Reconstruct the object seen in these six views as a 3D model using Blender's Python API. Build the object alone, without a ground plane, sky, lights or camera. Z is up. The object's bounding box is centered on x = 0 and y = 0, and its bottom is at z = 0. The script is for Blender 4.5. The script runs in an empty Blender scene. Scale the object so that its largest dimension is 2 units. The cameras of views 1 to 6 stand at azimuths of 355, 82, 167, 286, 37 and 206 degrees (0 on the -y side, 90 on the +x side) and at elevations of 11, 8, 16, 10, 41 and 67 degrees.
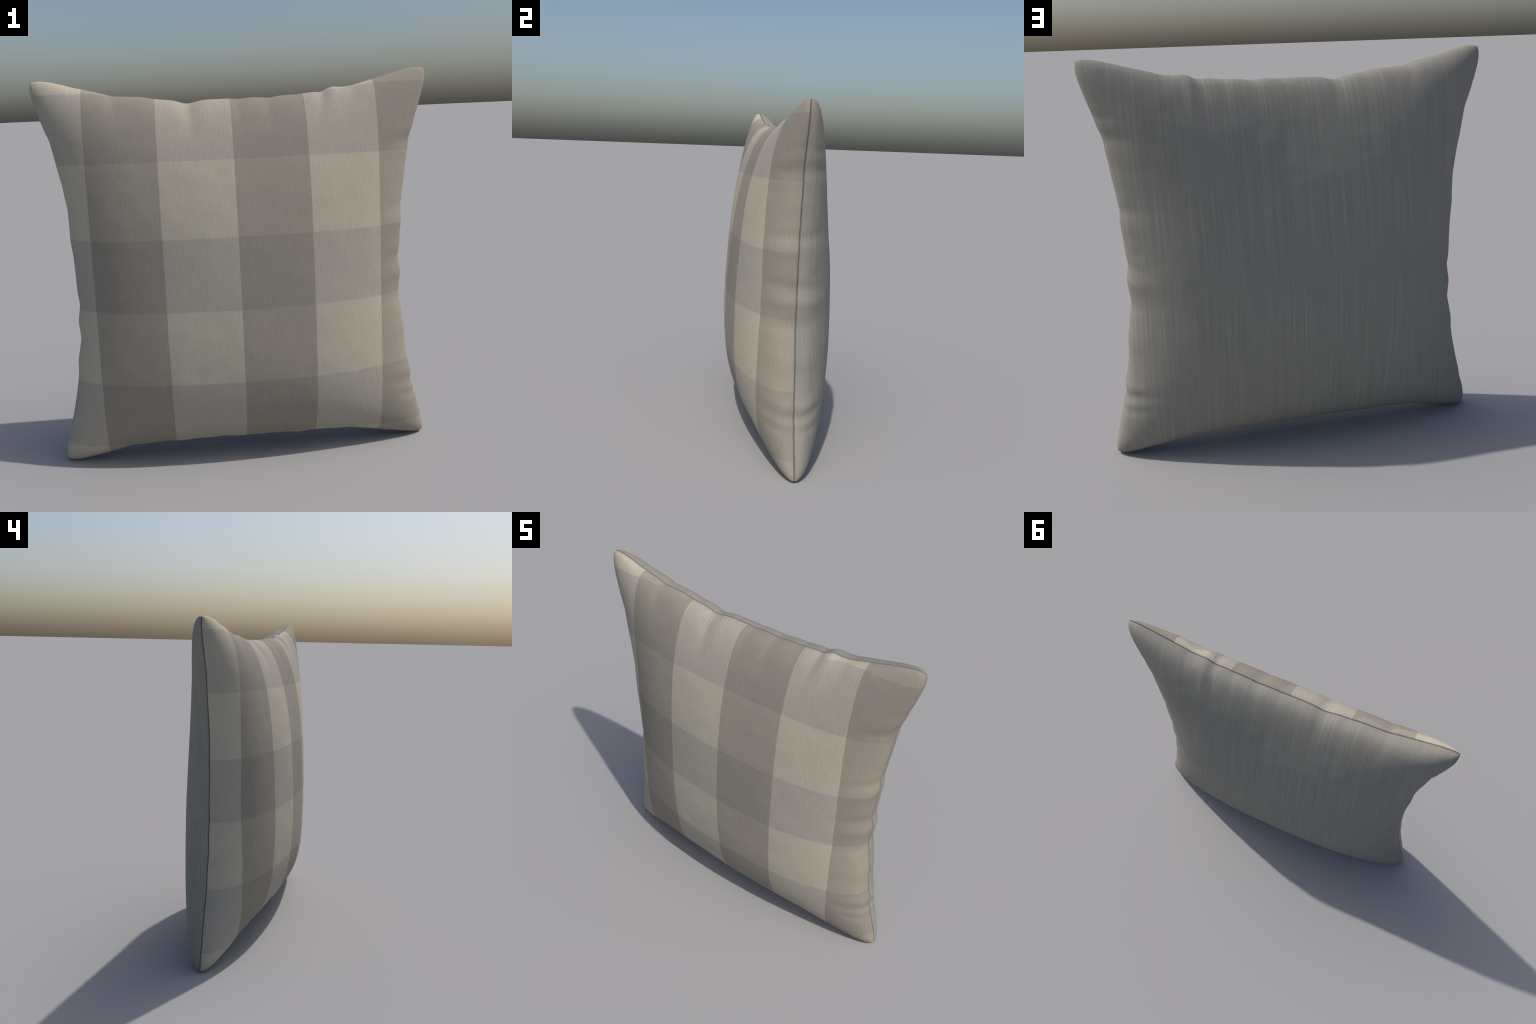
"""A square two-sided scatter cushion: a gingham woven front panel and a slubby plain
linen back panel, sewn together in a sunken seam, standing upright on two corners."""
import bpy, math
import numpy as np
from mathutils import Vector, noise

# ----------------------------------------------------------------------------- shape rules
SEAM_Y = -0.006                       # the seam lies in one upright plane
CORNER_ROUND, CORNER_POWER = 0.0230, 22
TOP_LEFT, TOP_RIGHT = (-1.0160, 2.0190), (1.0185, 2.0186)
LOW_LEFT, LOW_RIGHT = (-1.0120, -0.0190), (1.0175, -0.0165)

# each edge is pulled in between its corners: (1 - k^2) * (c0 + c1 k + c2 k^2 ...), k = -1..1 along it
SAG = {
    "top":    (-0.1306, 0.0061, -0.0831, -0.0154, 0.1753, 0.0160),
    "bottom": (0.0957, -0.0064, 0.1381, 0.0046, -0.1878, 0.0169),
    "left":   (0.1526, -0.0104, 0.0772, 0.0681, -0.1516, -0.1031),
    "right":  (-0.1590, 0.0052, -0.0359, -0.0579, 0.0665, 0.1179),
}
INWARD = {"top": -1, "bottom": 1, "left": 1, "right": -1}

# puckers of the seam: (place along the edge, half width, how far the seam is drawn in; minus = lets out)
PUCKER = {
    "top":    [(-0.59, .035, .006), (-0.45, .06, -.007), (-0.225, .055, .018), (0.03, .03, .004), (0.18, .04, .006),
               (0.32, .03, .002), (0.44, .022, .006), (0.50, .035, -.010), (0.60, .035, .004), (-0.78, .03, .002)],
    "bottom": [(-0.62, .05, .005), (-0.36, .06, -.005), (-0.13, .05, .004), (0.27, .05, -.007), (0.55, .05, .003),
               (0.74, .04, -.002)],
    "left":   [(-0.80, .03, .003), (-0.43, .045, -.007), (-0.31, .035, .006), (-0.22, .03, -.004), (-0.13, .04, .007),
               (0.20, .06, -.005), (0.36, .04, .003), (0.55, .05, -.003), (0.69, .04, .004)],
    "right":  [(-0.73, .025, .003), (-0.66, .025, .007), (-0.60, .03, -.005), (-0.36, .06, -.007), (-0.18, .05, .009),
               (-0.06, .03, -.005), (0.02, .04, .008), (0.22, .05, -.005), (0.29, .03, .004), (0.45, .05, -.003),
               (0.63, .045, .007), (0.74, .03, .002)],
}
# creases that run from the seam into the filling: (place, half width, depth share, reach in metres)
CREASE_FRONT = {
    "top":    [(-0.225, .035, .30, .13), (0.02, .028, .20, .11), (0.17, .028, .22, .11), (0.35, .03, .15, .09),
               (-0.60, .04, .13, .09), (0.45, .03, .14, .07), (0.60, .04, .10, .07)],
    "bottom": [(-0.62, .05, .10, .08), (-0.13, .05, .08, .08), (0.55, .05, .10, .08)],
    "left":   [(-0.31, .04, .10, .07), (-0.13, .04, .12, .07), (0.69, .05, .10, .08)],
    "right":  [(0.63, .035, .24, .12), (0.74, .03, .10, .07), (0.30, .04, .17, .10), (0.04, .032, .18, .12),
               (-0.11, .05, .20, .13), (-0.635, .026, .15, .09), (-0.735, .03, .23, .10), (-0.20, .03, .10, .08)],
}
CREASE_BACK = {
    "top":    [(-0.60, .035, .18, .11), (-0.44, .03, .12, .10), (-0.22, .04, .16, .10), (0.10, .05, .12, .10),
               (0.42, .03, .18, .11), (0.53, .028, .20, .11), (-0.05, .035, .10, .08), (-0.75, .03, .10, .08)],
    "bottom": [(-0.13, .05, .08, .08), (-0.6, .05, .08, .08), (0.55, .05, .10, .08)],
    "left":   [(-0.31, .04, .10, .07), (-0.13, .04, .12, .07), (0.69, .05, .10, .08)],
    "right":  [(0.74, .028, .17, .10), (0.645, .035, .21, .12), (0.31, .04, .20, .11), (0.085, .04, .24, .11),
               (-0.13, .045, .20, .11), (-0.645, .025, .26, .10), (-0.735, .025, .20, .10)],
}

# the filling: ((1-|s|^a)(1-|t|^a))^b times a gentle polynomial in s (across) and t (up)
FRONT = dict(a=1.8494, b=.3819, terms={(0, 0): .2852, (0, 1): -.0489, (0, 2): .0556, (0, 3): -.0289, (0, 4): -.0425,
             (1, 0): .0026, (1, 1): .0077, (1, 2): -.0041, (1, 3): -.0190, (2, 0): .0243, (2, 1): .0122, (2, 2): .0036,
             (3, 0): .0004, (3, 1): .0022, (4, 0): -.0546}, crease=CREASE_FRONT)
BACK = dict(a=2.1397, b=.3525, terms={(0, 0): .2915, (0, 1): -.0835, (0, 2): -.0595, (0, 3): -.0076, (0, 4): .0410,
            (1, 0): -.0064, (1, 1): .0111, (1, 2): .0052, (1, 3): -.0007, (2, 0): .0511, (2, 1): .0676, (2, 2): .0924,
            (3, 0): .0056, (3, 1): -.0178, (4, 0): -.1325}, crease=CREASE_BACK)

SEAM_GAP = 0.0044                     # half the slit between the two panels
LIP = [(0.0012, 0.0036), (0.0045, 0.0026), (0.0110, 0.0006)]   # turned-in hem: (inset, half gap)
N = 220                               # quads along an edge


CREASE_DEPTH = 0.29


def bell(x, half_width):
    return np.exp(-(x / half_width) ** 2)


def sag(edge, k):
    rounding = INWARD[edge] * 0.0095 * (1 - k ** 6)          # the corners are drawn long, then rounded off
    return rounding + (1 - k * k) * sum(c * k ** i for i, c in enumerate(SAG[edge]))


def pucker(edge, k):
    return INWARD[edge] * sum(d * bell(k - p, w) for p, w, d in PUCKER[edge])


def outline(s, t):
    """x, z of the cloth at s (left to right) and t (bottom to top), both -1..1."""
    s, t = s * (1 - CORNER_ROUND * t ** CORNER_POWER), t * (1 - CORNER_ROUND * s ** CORNER_POWER)
    fs, ft = (1 + s) / 2, (1 + t) / 2
    corner = lambda i: (1 - fs) * ft * TOP_LEFT[i] + fs * ft * TOP_RIGHT[i] + (1 - fs) * (1 - ft) * LOW_LEFT[i] + fs * (1 - ft) * LOW_RIGHT[i]
    near = lambda d: np.exp(-(d / 0.16) ** 1.5)      # puckers die out away from their edge
    x = corner(0) + (1 - fs) * sag("left", t) + fs * sag("right", t) + near(1 + s) * pucker("left", t) + near(1 - s) * pucker("right", t)
    z = corner(1) + ft * sag("top", s) + (1 - ft) * sag("bottom", s) + near(1 - t) * pucker("top", s) + near(1 + t) * pucker("bottom", s)
    return x, z


def filling(side, s, t):
    """thickness of the stuffing under one panel, with creases pressed into it"""
    w = np.clip((1 - np.abs(s) ** side["a"]) * (1 - np.abs(t) ** side["a"]), 0, None) ** side["b"]
    h = w * sum(c * s ** i * t ** j for (i, j), c in side["terms"].items())
    dent = np.zeros_like(h)
    for edge, along, away in (("top", s, 1 - t), ("bottom", s, 1 + t), ("left", t, 1 + s), ("right", t, 1 - s)):
        for p, hw, depth, reach in side["crease"][edge]:
            d = away * 1.25 / reach
            dent += CREASE_DEPTH * depth * (bell(along - p, 0.85 * hw) - 0.35 * bell(along - p, 2.2 * hw)) * np.exp(-d * d) * (0.6 + 0.4 * np.minimum(1, d * 3))
    return h * (1 - dent)


def smooth_noise(x, z, size, seed):
    return np.array([noise.noise(Vector((a / size + seed, b / size, seed * 1.7))) for a, b in zip(x.ravel(), z.ravel())]).reshape(x.shape)


k = np.sin(np.pi / 2 * np.linspace(-1, 1, N + 1))          # rows crowd towards the seam
S, T = np.meshgrid(k, k, indexing="ij")
X, Z = outline(S, T)
EDGE_FADE = np.clip((1 - np.maximum(np.abs(S), np.abs(T))) / 0.06, 0, 1)

# the closed seam line, walked once round the panel
rim = [(i, 0) for i in range(N)] + [(N, j) for j in range(N)] + [(i, N) for i in range(N, 0, -1)] + [(0, j) for j in range(N, 0, -1)]
rim_x, rim_z = np.array([X[c] for c in rim]), np.array([Z[c] for c in rim])
tx, tz = np.roll(rim_x, -2) - np.roll(rim_x, 2), np.roll(rim_z, -2) - np.roll(rim_z, 2)
length = np.hypot(tx, tz)
in_x, in_z = -tz / length, tx / length                     # counter-clockwise walk: inward is to the left
rim_y = SEAM_Y + 0.003 * np.array([noise.noise(Vector((a * 4.0, b * 4.0, 3.3))) for a, b in zip(rim_x, rim_z)])
SEAM_OFFSET = np.zeros_like(X)
for c, y in zip(rim, rim_y):
    SEAM_OFFSET[c] = y - SEAM_Y


def spread_seam_offset():
    """carry the waver of the seam a little way into both panels"""
    o = SEAM_OFFSET
    fade = lambda d: np.exp(-(d / 0.05) ** 2)
    return np.where(EDGE_FADE == 0, o, fade(1 - np.abs(S)) * np.where(S > 0, o[-1:, :], o[:1, :]) + fade(1 - np.abs(T)) * np.where(T > 0, o[:, -1:], o[:, :1]))


OFFSET = spread_seam_offset()


def thread_length(x, y, z, axis):
    """distance walked along the cloth from its middle line, across (axis 0) or up (axis 1)"""
    step = np.sqrt(sum(np.diff(q, axis=axis) ** 2 for q in (x, y, z)))
    walked = np.cumsum(np.insert(step, 0, 0, axis=axis), axis=axis)
    return walked - np.take(walked, [N // 2], axis=axis)


def make_panel(name, side, sign, material, parent):
    h = filling(side, S, T)
    h = h + EDGE_FADE * (0.0035 * smooth_noise(X, Z, 0.28, 5.1 + sign) + 0.0012 * smooth_noise(X, Z, 0.09, 9.4 + sign))
    y = SEAM_Y + OFFSET + sign * (h + SEAM_GAP)
    verts = np.stack([X, y, Z], -1).reshape(-1, 3)
    idx = lambda i, j: i * (N + 1) + j
    faces = []
    for i in range(N):
        for j in range(N):
            f = (idx(i, j), idx(i + 1, j), idx(i + 1, j + 1), idx(i, j + 1))
            faces.append(f if sign < 0 else f[::-1])
    last = [idx(*c) for c in rim]
    rows, count = [verts], len(verts)
    for inset, gap in LIP:                                 # the hem turned into the seam
        rows.append(np.stack([rim_x + in_x * inset, rim_y + sign * gap, rim_z + in_z * inset], -1))
        ring = list(range(count, count + len(rim)))
        count += len(rim)
        for m in range(len(rim)):
            n = (m + 1) % len(rim)
            f = (last[n], last[m], ring[m], ring[n])
            faces.append(f if sign < 0 else f[::-1])
        last = ring
    mesh = bpy.data.meshes.new(name)
    mesh.from_pydata(np.concatenate(rows).tolist(), [], faces)
    mesh.materials.append(material)
    mesh.shade_smooth()
    for label, axis in (("thread_across", 0), ("thread_along", 1)):
        walked = thread_length(X, y, Z, axis)
        values = np.concatenate([walked.ravel()] + [np.array([walked[c] for c in rim])] * len(LIP))
        mesh.attributes.new(label, "FLOAT", "POINT").data.foreach_set("value", values)
    ob = bpy.data.objects.new(name, mesh)
    bpy.context.collection.objects.link(ob)
    ob.parent = parent
    return ob


def make_seam(name, material, parent, inset=0.0052, radius=0.0030, around=8):
    """the sewing thread line lying at the bottom of the slit"""
    cx, cy, cz = rim_x + in_x * inset, rim_y + 0.0006, rim_z + in_z * inset
    verts, faces, n = [], [], len(rim)
    for m in range(n):
        for a in range(around):
            c, s_ = math.cos(2 * math.pi * a / around) * radius, math.sin(2 * math.pi * a / around) * radius
            verts.append((cx[m] + in_x[m] * c, cy[m] + s_, cz[m] + in_z[m] * c))
    for m in range(n):
        for a in range(around):
            b, q = (a + 1) % around, (m + 1) % n
            faces.append((m * around + a, m * around + b, q * around + b, q * around + a))
    mesh = bpy.data.meshes.new(name)
    mesh.from_pydata(verts, [], faces)
    mesh.materials.append(material)
    mesh.shade_smooth()
    ob = bpy.data.objects.new(name, mesh)
    bpy.context.collection.objects.link(ob)
    ob.parent = parent
    return ob


# ----------------------------------------------------------------------------- cloth materials
class Nodes:
    """small helper that chains shader nodes"""

    def __init__(self, name, roughness):
        self.mat = bpy.data.materials.new(name)
        self.mat.use_nodes = True
        self.tree = self.mat.node_tree
        self.bsdf = self.tree.nodes["Principled BSDF"]
        self.bsdf.inputs["Roughness"].default_value = roughness
        self.bsdf.inputs["Specular IOR Level"].default_value = 0.15
        tc = self.tree.nodes.new("ShaderNodeTexCoord")
        sep = self.tree.nodes.new("ShaderNodeSeparateXYZ")
        self.link(tc.outputs["Object"], sep.inputs[0])
        self.x, self.y, self.z = sep.outputs
        # length along the threads, which bends round the bulge with the cloth
        self.u, self.v = self.length("thread_across"), self.length("thread_along")
        thread = self.tree.nodes.new("ShaderNodeCombineXYZ")
        self.link(self.u, thread.inputs[0])
        self.link(self.v, thread.inputs[2])
        self.co = thread.outputs[0]

    def link(self, a, b):
        self.tree.links.new(a, b)

    def length(self, name):
        n = self.tree.nodes.new("ShaderNodeAttribute")
        n.attribute_name = name
        return n.outputs["Fac"]

    def put(self, value, socket):
        if isinstance(value, bpy.types.NodeSocket):
            self.link(value, socket)
        else:
            socket.default_value = value

    def math(self, op, a, b=None, c=None, clamp=False):
        n = self.tree.nodes.new("ShaderNodeMath")
        n.operation, n.use_clamp = op, clamp
        for i, v in enumerate((a, b, c)):
            if v is not None:
                self.put(v, n.inputs[i])
        return n.outputs[0]

    def mix(self, fac, a, b, blend="MIX"):
        n = self.tree.nodes.new("ShaderNodeMix")
        n.data_type, n.blend_type = "RGBA", blend
        self.put(fac, n.inputs["Factor"])
        for v, key in ((a, "A"), (b, "B")):
            sock = next(i for i in n.inputs if i.name == key and i.type == "RGBA")
            self.put((*v, 1) if isinstance(v, tuple) else v, sock)
        return next(o for o in n.outputs if o.type == "RGBA")

    def noise(self, scale, detail=2.0, stretch=(1, 1, 1), rough=0.5):
        m = self.tree.nodes.new("ShaderNodeMapping")
        m.inputs["Scale"].default_value = stretch
        self.link(self.co, m.inputs["Vector"])
        n = self.tree.nodes.new("ShaderNodeTexNoise")
        n.inputs["Scale"].default_value, n.inputs["Detail"].default_value = scale, detail
        n.inputs["Roughness"].default_value = rough
        self.link(m.outputs[0], n.inputs["Vector"])
        return n.outputs["Fac"]

    def range(self, v, a, b, lo, hi, smooth=False):
        n = self.tree.nodes.new("ShaderNodeMapRange")
        n.interpolation_type = "SMOOTHSTEP" if smooth else "LINEAR"
        self.put(v, n.inputs["Value"])
        for key, q in (("From Min", a), ("From Max", b), ("To Min", lo), ("To Max", hi)):
            self.put(q, n.inputs[key])
        return n.outputs[0]

    def bands(self, v, lines, start):
        """1 in dark bands, 0 in light ones: the value flips at every line"""
        total = None
        for q in lines:
            step = self.math("GREATER_THAN", v, q)
            total = step if total is None else self.math("ADD", total, step)
        return self.math("MODULO", self.math("ADD", total, float(start)), 2.0)

    def bump(self, height, distance, strength):
        n = self.tree.nodes.new("ShaderNodeBump")
        n.inputs["Distance"].default_value, n.inputs["Strength"].default_value = distance, strength
        self.link(height, n.inputs["Height"])
        self.link(n.outputs[0], self.bsdf.inputs["Normal"])

    def scale(self, colour, factor):
        n = self.tree.nodes.new("ShaderNodeVectorMath")
        n.operation = "SCALE"
        self.link(colour, n.inputs[0])
        self.put(factor, n.inputs["Scale"])
        return n.outputs[0]


WARP_LINES = (-0.744, -0.388, -0.017, 0.354, 0.714)          # x where the vertical stripes change
WEFT_LINES = (0.113, 0.471, 0.850, 1.213, 1.588, 1.930)      # z where the horizontal stripes change
CREAM, TAUPE = (0.470, 0.433, 0.346), (0.282, 0.255, 0.206)
CREAM_WEFT, GREY_WEFT = (0.405, 0.370, 0.292), (0.238, 0.222, 0.200)


def gingham():
    m = Nodes("gingham_cloth", 0.9)
    pitch_x, pitch_z = 0.0106, 0.0094
    drift = m.math("MULTIPLY", m.math("SUBTRACT", m.noise(9, 1), 0.5), 0.004)
    x, z = m.math("ADD", m.u, drift), m.math("ADD", m.v, drift)
    cx = m.math("COSINE", m.math("MULTIPLY", x, 2 * math.pi / pitch_x))
    cz = m.math("COSINE", m.math("MULTIPLY", z, 2 * math.pi / pitch_z))
    lattice = m.math("MULTIPLY", cx, cz)                     # staggered floats of the weave
    rib = m.math("COSINE", m.math("MULTIPLY", x, 2 * math.pi / pitch_x))
    dark_warp = m.bands(m.x, WARP_LINES, 0)
    middle = m.math("SUBTRACT", 1.0, m.math("POWER", m.math("DIVIDE", m.math("ABSOLUTE", m.x), 0.73), 2.0), clamp=True)
    # the outermost stripes bow with the drawn-in top and bottom seams
    bow = m.math("ADD", m.range(m.z, 1.72, 1.86, 0, 0.050, True), m.range(m.z, 0.14, 0.30, -0.024, 0, True))
    level = m.math("MULTIPLY_ADD", middle, bow, m.z)
    dark_weft = m.bands(m.math("MULTIPLY_ADD", cx, 0.0012, level), WEFT_LINES, 0)
    warp = m.mix(dark_warp, CREAM, TAUPE)
    weft = m.mix(dark_weft, CREAM_WEFT, GREY_WEFT)
    over = m.range(m.math("MULTIPLY_ADD", m.math("SUBTRACT", m.noise(260, 1), 0.5), 1.0, lattice), -0.35, 0.8, 0.0, 0.95, True)
    cloth = m.mix(over, warp, weft)
    slub = m.noise(1.0, 2, (230, 1, 14), 0.6)
    grain = m.noise(420, 1)
    blotch = m.noise(3.2, 2)
    tone = m.math("ADD", m.range(slub, 0.3, 0.7, 0.93, 1.07), m.range(grain, 0.3, 0.7, -0.075, 0.075))
    tone = m.math("ADD", tone, m.range(m.noise(1.0, 2, (340, 1, 150), 0.6), 0.3, 0.7, -0.06, 0.06))
    tone = m.math("ADD", tone, m.range(rib, -1, 1, -0.024, 0.024))
    cloth = m.scale(cloth, tone)
    warm = m.mix(m.range(blotch, 0.35, 0.65, 0, 1, True), (1.004, 0.998, 0.994), (0.998, 1.0, 1.0))
    mixed = m.math("ABSOLUTE", m.math("SUBTRACT", dark_warp, dark_weft))      # squares woven of both yarns look greyer
    cloth = m.mix(1.0, cloth, m.mix(mixed, (1.0, 0.998, 0.992), (0.955, 0.951, 0.972)), "MULTIPLY")
    m.link(m.mix(1.0, cloth, warm, "MULTIPLY"), m.bsdf.inputs["Base Color"])
    m.bump(m.math("ADD", lattice, m.math("MULTIPLY", rib, 0.5)), 0.0003, 0.5)
    return m.mat


def linen():
    m = Nodes("slub_linen", 0.9)
    fine = m.noise(1.0, 3, (420, 1, 2.2), 0.7)
    broad = m.noise(1.0, 2, (70, 1, 1.0), 0.5)
    cross = m.noise(1.0, 2, (4.0, 1, 420), 0.65)
    patch = m.noise(2.4, 2)
    grain = m.noise(500, 1)
    tone = m.math("ADD", m.range(fine, 0.3, 0.72, 0.885, 1.16), m.range(broad, 0.3, 0.7, -0.06, 0.06))
    slub = m.range(m.noise(1.0, 1, (290, 1, 1.7), 0.4), 0.58, 0.74, 0, 0.27, True)
    weft = m.math("MULTIPLY", m.range(cross, 0.3, 0.75, -0.05, 0.08), m.range(patch, 0.4, 0.62, 0.25, 1.0, True))
    tone = m.math("ADD", m.math("ADD", tone, slub), m.math("ADD", weft, m.range(grain, 0.3, 0.7, -0.03, 0.03)))
    base = m.mix(m.range(patch, 0.35, 0.65, 0, 1, True), (0.264, 0.250, 0.215), (0.255, 0.246, 0.213))
    m.link(m.scale(base, tone), m.bsdf.inputs["Base Color"])
    m.bump(m.math("ADD", fine, m.math("MULTIPLY", cross, 0.6)), 0.0012, 0.4)
    return m.mat


def thread():
    m = Nodes("seam_thread", 0.95)
    twist = m.noise(300, 1)
    m.link(m.scale(m.mix(0.5, (0.155, 0.152, 0.140), (0.155, 0.152, 0.140)), m.range(twist, 0.3, 0.7, 0.7, 1.3)), m.bsdf.inputs["Base Color"])
    return m.mat


# ----------------------------------------------------------------------------- build
cushion = bpy.data.objects.new("cushion", None)
bpy.context.collection.objects.link(cushion)
cushion["label"] = "square stuffed cushion with beige gingham front and plain grey linen back"
cushion["category"] = "throw pillow"
make_panel("front_panel", FRONT, -1, gingham(), cushion)
make_panel("back_panel", BACK, 1, linen(), cushion)
make_seam("seam", thread(), cushion)
